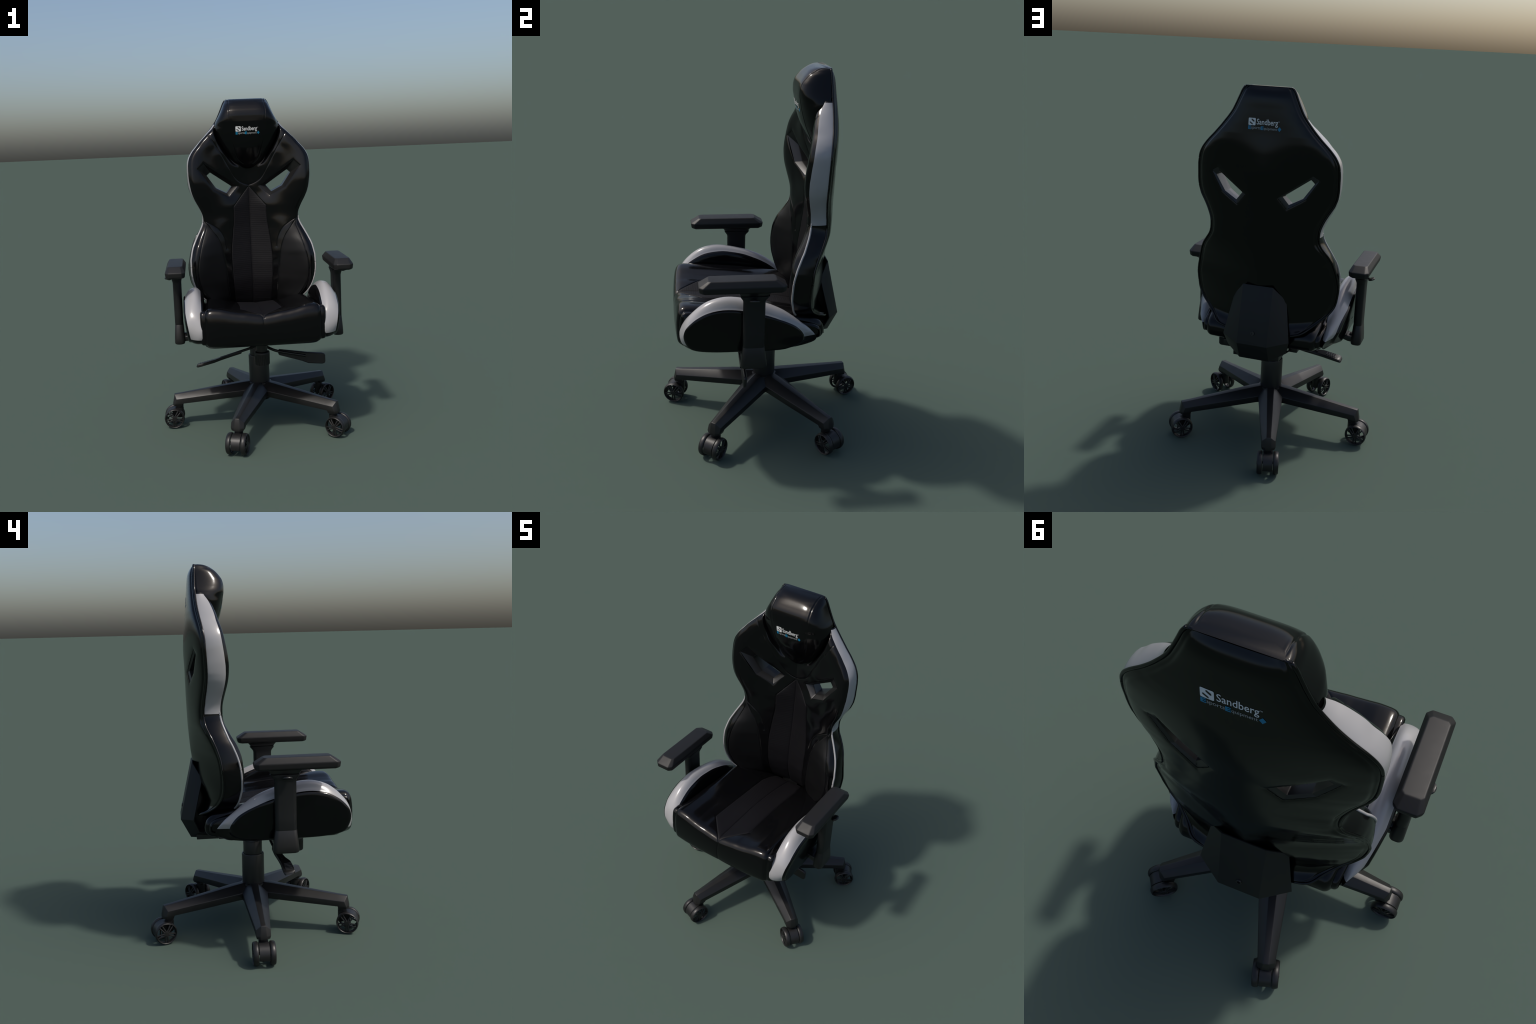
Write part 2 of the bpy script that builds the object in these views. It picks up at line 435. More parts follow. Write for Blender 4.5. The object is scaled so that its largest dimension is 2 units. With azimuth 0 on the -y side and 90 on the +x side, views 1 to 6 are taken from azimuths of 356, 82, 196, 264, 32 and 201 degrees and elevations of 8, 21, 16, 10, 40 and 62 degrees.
def build_vents():
    def ring(poly, r, n, grow, yfun, sg):
        c = np.mean(poly, axis=0)
        q = round_poly(poly, r, n)
        q = c + (q - c) * (1 + grow)
        return [(sg * p[0], float(yfun(p[0], p[1])), p[1]) for p in q]
    fy = lambda x, z: front_y(np.array([x]), np.array([z]))[0]
    ry = lambda x, z: shell_y(np.array([x]), np.array([z]))[0]
    # plane of the inner edge, tilted with the cushion
    W = np.array([(.241,1.552,.220),(.263,1.535,.203),(.208,1.454,.216),(.142,1.418,.248),(.109,1.459,.265)])
    k = np.linalg.lstsq(np.c_[W[:, :2], np.ones(5)], W[:, 2], rcond=None)[0]
    wy = lambda x, z: k[0] * x + k[1] * z + k[2]
    WAIST = [tuple(w[:2]) for w in W]
    for sg in (1, -1):
        rings = [ring(VENT_FRONT, .003, 4, .035, lambda x, z: fy(x, z) + .006, sg),
                 ring(VENT_FRONT, .003, 4, .0, lambda x, z: fy(x, z) + .0035, sg),
                 ring(VENT_FRONT, .003, 4, -.02, lambda x, z: fy(x, z) + .006, sg),
                 ring(WAIST, .004, 4, .03, lambda x, z: wy(x, z) - .006, sg),
                 ring(WAIST, .004, 4, 0, wy, sg),
                 ring(WAIST, .004, 4, 0, lambda x, z: wy(x, z) + .004, sg),
                 ring(VENT_MID, .003, 4, 0.01, lambda x, z: ry(x, z) - .018, sg),
                 ring(VENT_MID, .003, 4, 0, lambda x, z: ry(x, z) - .013, sg),
                 ring(VENT_REAR, .003, 4, -.01, lambda x, z: ry(x, z) - .005, sg),
                 ring(VENT_REAR, .003, 4, .04, lambda x, z: ry(x, z) - .006, sg)]
        V, F = loft(rings, cap=False)
        if sg > 0: F = [f[::-1] for f in F]
        link('vent_frame', mesh('vent_frame', V, F, VENT, sharp=35))
build_vents()

# ================================================================== HEADREST
HEAD = Curve1([  # z, half width at the rim, rim y, crown y, exponents n and m
 (1.568,.012,.252,.244,2.0,1.7),(1.574,.037,.251,.237,2.0,1.7),(1.592,.066,.247,.224,2.0,1.7),(1.608,.091,.243,.215,2.0,1.7),(1.645,.118,.235,.192,2.0,1.7),
 (1.682,.143,.228,.172,2.0,1.7),(1.713,.160,.222,.157,2.0,1.7),(1.746,.176,.219,.146,2.1,1.75),(1.777,.187,.216,.139,2.4,1.8),
 (1.807,.195,.218,.134,2.8,1.9),(1.835,.200,.245,.130,3.4,2.0),(1.86,.193,.272,.1275,4.6,2.5),(1.89,.177,.284,.1275,5.4,3.0),(1.92,.162,.285,.133,5.6,3.1),
 (1.949,.149,.284,.151,5.4,3.1),(1.966,.142,.284,.166,5.2,3.0),(1.982,.134,.284,.184,4,2.6),(1.992,.127,.284,.203,4,2.8),(1.998,.119,.284,.224,4,3),(2.0,.108,.284,.243,4,3)], 3)

def head_y(dx, z):
    hw, yr, yc, n, m = (HEAD(z, k) for k in range(5))
    s = np.clip(np.abs(dx) / hw, 0, 1)
    return yr + (yc - yr) * np.maximum(1 - s ** n, 0) ** (1 / m)

def build_head():
    t = np.linspace(0, 1, 230)
    z = 1.568 + (2.0 - 1.568) * (1 - (1 - t) ** 1.9)
    th = np.linspace(-1, 1, 161); s = np.sin(th * pi / 2)
    Z, S = np.meshgrid(z, s, indexing='ij')
    hw = HEAD(Z, 0); X = S * hw
    Y = head_y(X, Z)
    A = np.abs(X)
    seam = catmull([(.108,2.0),(.110,1.96),(.112,1.92),(.108,1.87),(.105,1.83),(.101,1.78),(.095,1.73),(.083,1.688),(.073,1.653),(.058,1.625),(.03,1.60)], 6)
    d = seg_dist(A.ravel(), Z.ravel(), seam)[0].reshape(A.shape)
    # double stitched crease, pushed along the surface normal
    g = 0.0022 * np.exp(-(d / 0.0026) ** 2) - 0.0005 * np.exp(-((d - .007) / 0.004) ** 2)
    P = np.stack([X, Y, Z], -1)
    du = np.gradient(P, axis=0); dv = np.gradient(P, axis=1)
    N = np.cross(dv, du); N /= np.maximum(np.linalg.norm(N, axis=-1, keepdims=True), 1e-9)
    if N[120, 80, 1] > 0: N = -N
    edge = np.clip((1 - np.abs(S)) / .05, 0, 1)
    P = P - N * (g * edge)[..., None]
    skirt = np.array([0, .045, 0]) * np.clip((1.86 - z) / .03, 0, 1)[:, None]
    P = np.concatenate([(P[:, 0] * [.985, 1, 1] + skirt)[:, None], P, (P[:, -1] * [.985, 1, 1] + skirt)[:, None]], 1)
    V = P.reshape(-1, 3); F = grid_faces(len(z), P.shape[1])
    V = V.tolist(); F = F.tolist(); n = P.shape[1]; b = (len(z) - 1) * n
    F.append(list(range(b, b + n)))             # flat crown towards the shell
    me = mesh('headrest', V, F, LEATHER)
    link('headrest', me)
build_head()

# ------------------------------------------------------------------ lettering
def stamp(name, polys_xz, material, place, parent):
    """flat outline mesh given in logo units -> laid on a curved surface"""
    bm = bmesh.new(); bm.from_mesh(polys_xz); bpy.data.meshes.remove(polys_xz)
    for _ in range(3):
        ed = [e for e in bm.edges if e.calc_length() > 40]
        if not ed: break
        bmesh.ops.subdivide_edges(bm, edges=ed, cuts=1, use_grid_fill=False)
    bmesh.ops.triangulate(bm, faces=bm.faces)
    for v in bm.verts: v.co = place(v.co.x, v.co.y)
    me = bpy.data.meshes.new(name); bm.to_mesh(me); bm.free()
    me.materials.append(material)
    link(name, me, parent)

def text_mesh(body, box, weight=0.012):
    cu = bpy.data.curves.new('lettering', 'FONT'); cu.body = body; cu.size = 1
    cu.offset = weight; cu.resolution_u = 3; cu.fill_mode = 'FRONT'
    ob = bpy.data.objects.new('lettering_tmp', cu); bpy.context.collection.objects.link(ob)
    dg = bpy.context.evaluated_depsgraph_get()
    me = bpy.data.meshes.new_from_object(ob.evaluated_get(dg))
    bpy.data.objects.remove(ob); bpy.data.curves.remove(cu)
    me.materials.clear()
    co = np.array([v.co[:2] for v in me.vertices]); lo, hi = co.min(0), co.max(0)
    u0, v0, u1, v1 = box
    for v in me.vertices:
        a = (v.co.x - lo[0]) / (hi[0] - lo[0]); b = (v.co.y - lo[1]) / (hi[1] - lo[1])
        v.co = (u0 + a * (u1 - u0), v1 + b * (v0 - v1), 0)
    return me

def poly_mesh(pts):
    me = bpy.data.meshes.new('p'); me.from_pydata([(x, y, 0) for x, y in pts], [], [tuple(range(len(pts)))]); return me

def build_logo(place, place2, parent):
    sq = round_poly([(345,265),(720,265),(720,610),(345,610)], 45, 4)
    stamp('logo_badge', poly_mesh(sq), INK_W, place, parent)
    stamp('logo_badge_slot', poly_mesh([(500,305),(535,305),(650,375),(655,440),(615,445),(505,365)]), INK_K, place2, parent)
    stamp('logo_badge_slot', poly_mesh([(405,450),(440,440),(570,520),(585,575),(545,575),(415,495)]), INK_K, place2, parent)
    stamp('logo_wordmark', text_mesh('Sandberg', (785, 285, 1880, 645), .006), INK_W, place, parent)
    stamp('logo_trademark', text_mesh('TM', (1885, 345, 1960, 395)), INK_G, place, parent)
    stamp('logo_initial', text_mesh('E', (345, 632, 500, 805), .05), INK_B, place, parent)
    stamp('logo_tagline', text_mesh('sports', (512, 665, 995, 825), .0), INK_G, place, parent)
    stamp('logo_initial', text_mesh('E', (1005, 632, 1155, 805), .05), INK_B, place, parent)
    stamp('logo_tagline', text_mesh('quipment', (1168, 665, 1850, 825), .0), INK_G, place, parent)
    stamp('logo_diamond', poly_mesh([(1972,605),(2068,715),(1972,830),(1875,715)]), INK_B, place, parent)

def front_place(lift):
    def f(u, v):
        x = -.0735 + (u - 345) * 8.55e-5; z = 1.8275 - (v - 265) * 9.0e-5
        return (x, float(head_y(np.array([x]), np.array([z]))[0]) - lift, z)
    return f
def rear_place(lift):
    def f(u, v):
        x = .0865 - (u - 345) * 1.005e-4; z = 1.843 - (v - 265) * 1.03e-4
        return (x, float(shell_y(np.array([x]), np.array([z]))[0]) + lift, z)
    return f
head = bpy.data.objects['headrest']; shell = bpy.data.objects['rear_shell']
build_logo(front_place(.0010), front_place(.0015), head)
build_logo(rear_place(.0010), rear_place(.0015), shell)

# ================================================================== SEAT
# seat centre line: y, z, lift of the outer thirds, lift of the middle
SEAT_PROF = [(.16,.600,0,0),(.215,.606,0,0),(.258,.622,0,0),(.274,.646,.2,.2),(.266,.674,.6,.3),(.235,.696,.85,.4),(.164,.717,1,.5),(.068,.740,1,.35),(-.044,.760,1,.08),(-.151,.772,1,.15),
             (-.254,.776,1,.45),(-.37,.779,1,.75),(-.445,.782,.95,.85),(-.480,.779,.9,.85),(-.499,.764,.75,.8),(-.507,.740,.5,.6),(-.510,.70,.25,.3),(-.507,.65,.05,.1),(-.498,.622,0,0),(-.475,.606,0,0),(-.42,.600,0,0)]
_sp = catmull(SEAT_PROF, 16)
_d = np.r_[0, np.cumsum(np.linalg.norm(np.diff(_sp[:, :2], axis=0), axis=1))]
def seat_profile(n):
    q = np.linspace(0, _d[-1], n)
    P = np.stack([np.interp(q, _d, _sp[:, k]) for k in range(4)], 1)
    t = np.gradient(P[:, :2], axis=0); t /= np.linalg.norm(t, axis=1)[:, None]
    return P, np.stack([-t[:, 1], t[:, 0]], 1)      # inward normal
def seat_rise(a, P):
    """lift above the centre line at half offset a (outer roll + inner dish)"""
    outer = pchip([0,.11,.17,.24,.28,.31,.36], [0,.001,.010,.026,.029,.024,.012], a)
    inner = pchip([0,.05,.118,.2,.36], [0,.007,.018,.019,.019], a)
    sag = .008 * np.clip(a / .326, 0, 1) ** 5 * np.clip((.64 - P[..., 1]) / .03, 0, 1)     # bottom corners turn up
    return P[..., 2] * outer + P[..., 3] * inner + sag

SEAT_PANEL = [(0,-.497),(.118,-.362),(.114,-.2),(.113,.0),(.115,.13),(.105,.20),(.095,.26)]
def rear_taper(y): return 1 - .35 * np.maximum(0, y - .15)
def build_seat():
    nr, nc = 520, 331
    P, N = seat_profile(nr)
    HW = .326
    s = np.linspace(-1, 1, nc); s = np.sign(s) * (1 - (1 - np.abs(s)) ** 1.25)
    X = np.repeat((s * HW)[None, :], nr, 0); A = np.abs(X)
    off = np.where(A > .296, .030 * (1 - np.sqrt(np.clip(1 - ((A - .296) / .030) ** 2, 0, 1))), 0)
    curv = .010 * (A / .3) ** 3 * np.clip((-P[:, 0] - .38) / .1, 0, 1)[:, None]      # front corners sweep back
    Yb = P[:, 0][:, None] + curv; Zb = P[:, 1][:, None] + seat_rise(A, P[:, None, :])
    top = (P[:, 1] > .66) & (P[:, 0] > -.495)
    # snap to the fabric panel border
    Xf = X.copy(); Yf = Yb.copy()
    d, qx, qy = seg_dist(A.ravel(), Yb.ravel(), SEAT_PANEL)
    d = d.reshape(A.shape); qx = qx.reshape(A.shape)
    front = np.broadcast_to((P[:, 1] < .665) | (P[:, 0] < -.4985), (nc, nr)).T
    m = (d < .0012) & ~front & (A > 1e-4)
    Xf[m] = (np.sign(X) * qx)[m]
    d = np.where(front, 1e9, d)
    d = np.minimum(d, A)
    g = off + .0030 * np.exp(-(d / .0028) ** 2) - .0018 * (1 - np.exp(-d / .014))
    Y = Yf + N[:, 0][:, None] * g; Z = Zb + N[:, 1][:, None] * g
    V = np.stack([Xf * rear_taper(Y), Y, Z], -1).reshape(-1, 3)
    F = grid_faces(nr, nc)
    C = np.stack([Xf, Yb, Zb], -1).reshape(-1, 3)[F].mean(1)
    poly = np.vstack([SEAT_PANEL, mirror(SEAT_PANEL[:0:-1])])
    lab = (inside(C[:, 0], C[:, 1], poly) & (C[:, 2] > .668) & (C[:, 1] > -.4985)).astype(int)
    split_grid(V, F, lab, {0: ('seat_cushion', LEATHER), 1: ('seat_centre_panel', FABRIC_SEAT)})
    # padded gusset between cushion and bolster, and the seat pan
    for sg in (1, -1):
        nr2 = 260; P2, N2 = seat_profile(nr2)
        q = np.linspace(0, 1, 17); xo = np.zeros(17)
        V = []
        for k in range(nr2):
            for t, ex in zip(q, xo):
                a = .300 + .047 * t
                o = .019 - .008 * float(np.clip((-P2[k, 0] - .3) / .15, 0, 1)) + .010 * (2 * t - 1) ** 4 + ex * (.55 if P2[k, 0] > .2 or P2[k, 0] < -.47 else 1)
                y = P2[k, 0] + .012 * np.clip((-P2[k, 0] - .38) / .1, 0, 1) + N2[k, 0] * o
                zq = P2[k, 1] + seat_rise(np.array(.30), P2[k]) + N2[k, 1] * o
                V.append((sg * a * rear_taper(y), y, zq))
        link('seat_gusset', mesh('seat_gusset', V, grid_faces(nr2, 17, flip=(sg < 0)), LEATHER))
    # foam core closing the ends of the cushion and gussets
    Pc, Nc = seat_profile(120)
    for sg in (1, -1):
        rings = []
        for a, o in ((.285, .024), (.338, .024), (.341, .028)):
            rings.append([(sg * a * rear_taper(Pc[k, 0]), Pc[k, 0] + Nc[k, 0] * o, Pc[k, 1] + float(seat_rise(np.array(.30), Pc[k])) + Nc[k, 1] * o) for k in range(120)])
        V, F = loft(rings)
        link('seat_core', fix_normals(mesh('seat_core', V, F, LEATHER), sharp=50))
    pan = rrect(.325, .315, .05, 5)
    V, F = loft([[(x, y - .13, .604) for x, y in pan], [(x * .97, y * .97 - .13, .594) for x, y in pan], [(x * .93, y * .93 - .13, .590) for x, y in pan]])
    link('seat_pan', fix_normals(mesh('seat_pan', V, F, SHELL)))
build_seat()

# seat bolsters: three closed loops in the y-z plane, inner edge, crest and outer edge
CREST = [(-.474,.662),(-.480,.70),(-.468,.758),(-.445,.80),(-.40,.848),(-.352,.882),(-.295,.902),(-.243,.907),(-.183,.90),(-.125,.888),(-.072,.874),(-.015,.853),
 (.037,.827),(.086,.793),(.134,.754),(.179,.715),(.212,.672),(.222,.642),(.196,.622),(.118,.606),(.02,.602),(-.10,.602),(-.2,.604),(-.30,.607),(-.38,.614),(-.44,.628),(-.464,.642)]
INNER = [(-.482,.662),(-.487,.70),(-.476,.744),(-.452,.780),(-.428,.802),(-.388,.832),(-.339,.860),(-.29,.874),(-.217,.881),(-.155,.873),(-.094,.860),(-.043,.841),
 (.007,.819),(.058,.790),(.11,.752),(.155,.716),(.195,.668),(.208,.642),(.19,.624),(.118,.607),(.02,.603),(-.10,.603),(-.2,.605),(-.30,.608),(-.38,.614),(-.44,.626),(-.466,.640)]
OUTER = [(-.455,.664),(-.466,.695),(-.468,.723),(-.457,.760),(-.435,.788),(-.404,.816),(-.351,.845),(-.294,.859),(-.241,.862),(-.182,.856),(-.125,.843),(-.068,.829),
 (-.022,.814),(.021,.796),(.065,.774),(.109,.745),(.140,.709),(.154,.676),(.150,.648),(.118,.626),(.02,.616),(-.10,.614),(-.2,.615),(-.30,.617),(-.38,.624),(-.425,.635),(-.445,.648)]
BC = np.array((-.13, .70))
def polar(loop, th):
    c = catmull(loop, 10, True) - BC
    a = np.arctan2(c[:, 1], c[:, 0]); r = np.hypot(c[:, 0], c[:, 1])
    o = np.argsort(a); a = a[o]; r = r[o]
    r = np.interp(th, np.r_[a - 2*pi, a, a + 2*pi], np.r_[r, r, r])
    return r
def build_bolsters():
    n = 300; th = np.linspace(-pi, pi, n, endpoint=False)
    rI, rC, rO = polar(INNER, th), polar(CREST, th), polar(OUTER, th)
    for a in (rI, rC, rO):
        for _ in range(3): a[:] = .25*np.roll(a, 1) + .5*a + .25*np.roll(a, -1)
    cols = []                                  # (half offset, radius, label)
    for f, h in ((.05, .318), (.5, .318), (.85, .320), (.95, .326), (.985, .333)): cols.append((h, rI * f, 0))
    nb = 16
    for k in range(nb + 1):
        w = k / nb
        hump = (1 - abs(2 * w - 1) ** 2.4)
        base = rI * (1 - w) + rO * w
        cols.append((.339 + (.427 - .339) * w, base + (rC - (rI + rO) / 2) * hump, 1))
    for f, h in ((.985, .433), (.95, .437), (.85, .439), (.5, .441), (.05, .442)): cols.append((h, rO * f, 2))
    for sg in (1, -1):
        V = []
        for h, r, _ in cols:
            y = BC[0] + r * np.cos(th); z = BC[1] + r * np.sin(th)
            hh = np.where(h > .36, h - np.where(h > .428, .12, .17) * np.maximum(0, .80 - z) * np.clip((h - .36) / .07, 0, 1), h)
            hh = hh - .10 * np.maximum(0, y - .02) * np.clip((h - .36) / .07, 0, 1)
            hh = hh - .25 * np.maximum(0, y - .05) * np.clip((.70 - z) / .08, 0, 1) * np.clip((h - .33) / .08, 0, 1)
            V.append(np.stack([sg * hh, y, z], 1))
        V = np.concatenate(V); m = len(cols); F = []; lab = []
        for i in range(m - 1):
            band = cols[i][2] == 1 and cols[i+1][2] == 1
            for j in range(n):
                k = (j + 1) % n
                f = (i*n + j, (i+1)*n + j, (i+1)*n + k, i*n + k)
                F.append(f if sg > 0 else f[::-1])
                zc = BC[1] + rC[j] * math.sin(th[j]); yc = BC[0] + rC[j] * math.cos(th[j])
                white = band and zc > (.662 if yc < 0 else .668)
                lab.append(1 if white else (2 if i >= 5 + nb else 0))
        lab = np.array(lab)
        split_grid(V, np.array(F), lab, {0: ('bolster_body', LEATHER), 1: ('white_bolster_band', WHITE), 2: ('bolster_side_plate', LEATHER)})
build_bolsters()

# ================================================================== REAR HINGE COVER
def build_cover():
    T, Sh, Rd, B, Lb, Ls, Fc, Fs = (.083,.326,.973), (.148,.277,.892), (.186,.330,.678), (.083,.397,.661), (.083,.345,.560), (.166,.300,.604), (.09,.19,.548), (.160,.19,.575)
    pts = []
    for p in (T, Sh, Rd, B, Lb, Ls, Fc, Fs): pts += [p, (-p[0], p[1], p[2])]
    i = lambda k, s: 2 * k + (0 if s > 0 else 1)
    F = [(i(0,1), i(0,-1), i(3,-1), i(3,1)), (i(3,1), i(3,-1), i(4,-1), i(4,1)), (i(4,1), i(4,-1), i(6,-1), i(6,1))]
    for s in (1, -1):
        q = [(i(0,s), i(3,s), i(2,s), i(1,s)), (i(3,s), i(4,s), i(5,s), i(2,s)), (i(4,s), i(6,s), i(7,s), i(5,s))]
        F += q if s > 0 else [f[::-1] for f in q]
    me = mesh('hinge_cover', pts, F, COVER)
    bm = bmesh.new(); bm.from_mesh(me)
    bmesh.ops.recalc_face_normals(bm, faces=bm.faces)
    if sum((f.normal.y for f in bm.faces)) < 0: bmesh.ops.reverse_faces(bm, faces=bm.faces)
    ex = bmesh.ops.solidify(bm, geom=list(bm.faces), thickness=.006)
    bm.to_mesh(me); bm.free()
    fix_normals(me, bevel=.002, segs=2, ang=20, sharp=25)
    cover = link('hinge_cover', me)
    V, F = lathe([(.0001,.004),(.006,.004),(.0065,.008),(.0105,.008),(.0115,.006),(.0115,-.004)], 24)
    a = math.atan2(.397 - .326, .973 - .661)
    link('screw', fix_normals(mesh('screw', V, F, DARK)), cover, (0.001, .3800, .7235), (-(pi/2) + a, 0, 0))
    # steel hinge arm inside the cover
    def box(name, x0, x1, y0, y1, z0, z1, m, b=.003):
        V = [(x, y, z) for z in (z0, z1) for x, y in ((x0,y0),(x1,y0),(x1,y1),(x0,y1))]
        V, F = loft([V[:4], V[4:]])
        return link(name, fix_normals(mesh(name, V, F, m), bevel=b))
    box('hinge_arm', -.055, .055, .270, .345, .60, .86, DARK)
    box('hinge_bridge', -.13, .13, .06, .315, .556, .598, DARK)
    box('tilt_mechanism', -.105, .105, -.19, .17, .546, .594, DARK, .008)
    box('seat_rail', .165, .215, .10, .245, .566, .606, DARK, .004)
    box('seat_rail', -.20, -.15, -.20, .20, .572, .606, DARK, .004)
build_cover()

# ================================================================== ARMRESTS
def build_armrest(sg):
    hx = .4735
    # pad: octagonal plan, bevelled top
    def oct_(hw, y0, y1, c, z, cw=None):
        cw = c if cw is None else cw
        return [(-hw, y0 + c, z), (-hw + cw, y0, z), (hw - cw, y0, z), (hw, y0 + c, z), (hw, y1 - c, z), (hw - cw, y1, z), (-hw + cw, y1, z), (-hw, y1 - c, z)]
    rings = [oct_(.046, -.380, .020, .016, .988), oct_(.0535, -.391, .031, .018, .995), oct_(.0570, -.395, .035, .020, 1.022), oct_(.041, -.348, -.014, .012, 1.0525)]
    V, F = loft(rings)
    pad = link('armrest_pad', fix_normals(mesh('armrest_pad', V, F, PAD), bevel=.006, segs=4, ang=14, sharp=60), None, (sg * hx, 0, 0))
    # neck and post
    def rings_at(spec):
        out = []
        for z, y0, y1, hw, r in spec:
            rr = rrect(hw, (y1 - y0) / 2, r, 5)
            out.append([(x, y + (y0 + y1) / 2, z) for x, y in rr])
        return out
    V, F = loft(rings_at([(.997,-.212,-.030,.030,.02),(.986,-.208,-.032,.031,.02),(.969,-.193,-.047,.030,.018),(.966,-.191,-.049,.027,.016)]))
    link('armrest_neck', fix_normals(mesh('armrest_neck', V, F, DARK), sharp=50), pad)
    V, F = loft(rings_at([(.667,-.172,-.070,.020,.018),(.68,-.1755,-.0665,.0235,.02),(.75,-.1755,-.0665,.0240,.02),(.928,-.176,-.066,.0245,.02),(.938,-.179,-.063,.0262,.02),(.957,-.192,-.047,.031,.022),(.963,-.193,-.045,.031,.022),(.965,-.190,-.048,.028,.02)]))
    post = link('armrest_post', fix_normals(mesh('armrest_post', V, F, COVER), sharp=50), None, (sg * hx, 0, 0))
    V, F = loft(rings_at([(.563,-.178,-.062,.022,.02),(.566,-.184,-.055,.0275,.022),(.573,-.187,-.052,.0300,.023),(.60,-.185,-.055,.0295,.023),(.678,-.1770,-.0650,.0243,.021),(.6815,-.175,-.067,.0225,.02)]))
    link('armrest_sleeve', fix_normals(mesh('armrest_sleeve', V, F, PLASTIC), sharp=50), post)
    # oval button on the outer face
    n = 28
    rings = []
    for k, (q, d) in enumerate(((1, -.002), (1, .0004), (.85, .0012), (.0, .0014))):
        rings.append([(sg * (.0245 + d), -.121 + .030 * q * math.cos(2*pi*i/n), .939 + .0085 * q * math.sin(2*pi*i/n)) for i in range(n)])
    V, F = loft(rings, cap=False)
    link('armrest_button', fix_normals(mesh('armrest_button', V, F, COVER)), post)
    # paddle lever sticking out below the pad
    n = 24; rings = []
    for z, q in ((-.006, .7), (-.004, .95), (.0, 1), (.004, .9), (.0055, .6)):
        rings.append([(sg * (.052 + .019 * q * math.cos(2*pi*i/n)), -.125 + .026 * q * math.sin(2*pi*i/n), .952 + z + .004 * math.cos(2*pi*i/n)) for i in range(n)])
    V, F = loft(rings)
    link('armrest_lever', fix_normals(mesh('armrest_lever', V, F, DARK), sharp=50), pad)
    V, F = tube([(sg * .02, -.125, .956), (sg * .04, -.125, .953)], .006)
    link('armrest_lever_stem', fix_normals(mesh('armrest_lever_stem', V, F, DARK)), pad)
    # bracket to the seat
    rr = [(y, z) for y, z in rrect(.040, .0165, .006, 3)]
    rings = [[(sg * x, y - .115, z + zz0) for y, z in rr] for x, zz0 in ((.455, .590), (.425, .592), (.40, .600), (.33, .597), (.16, .592))]
    V, F = loft(rings)
    link('armrest_bracket', fix_normals(mesh('armrest_bracket', V, F, DARK), sharp=40))
    V, F = loft([[(sg * (x), -.115 + .030 * q * math.cos(2*pi*i/20), .594 + .026 * q * math.sin(2*pi*i/20)) for i in range(20)] for x, q in ((.452, 1), (.434, 1), (.428, .8))])
    link('armrest_knuckle', fix_normals(mesh('armrest_knuckle', V, F, PLASTIC), sharp=40), post, (-sg * hx, 0, 0))
build_armrest(1); build_armrest(-1)

# ================================================================== COLUMN, KNOB, LEVERS
V, F = lathe([(.001,.250),(.0615,.250),(.0625,.256),(.0625,.424),(.0605,.4295),(.055,.430),(.0545,.426)], 64)
link('column_sleeve', fix_normals(mesh('column_sleeve', V, F, COLUMN), sharp=35))
V, F = lathe([(.001,.42),(.053,.42),(.053,.50),(.050,.506),(.001,.506)], 64)
link('gas_spring_cover', fix_normals(mesh('gas_spring_cover', V, F, COLUMN), sharp=35))

def build_knob():
    n = 120; rings = []
    for z, r, amp in ((.432,.036,0),(.434,.0415,.0),(.438,.0435,.0028),(.488,.0445,.0028),(.492,.0445,0),(.500,.0450,0),(.508,.0445,0),(.512,.040,0)):
        ring = []
        for k in range(n):
            a = 2*pi*k/n
            q = r - amp * (0.5 + 0.5 * math.tanh(4 * math.cos(20 * a)))
            ring.append((q * math.cos(a), q * math.sin(a), z))
        rings.append(ring)
    V, F = loft(rings)
    kn = link('tension_knob', fix_normals(mesh('tension_knob', V, F, PLASTIC), sharp=45), None, (.003, -.245, 0))
    V, F = lathe([(.001,.505),(.031,.505),(.031,.56),(.001,.56)], 32)
    link('knob_stem', fix_normals(mesh('knob_stem', V, F, DARK), sharp=35), kn)
build_knob()

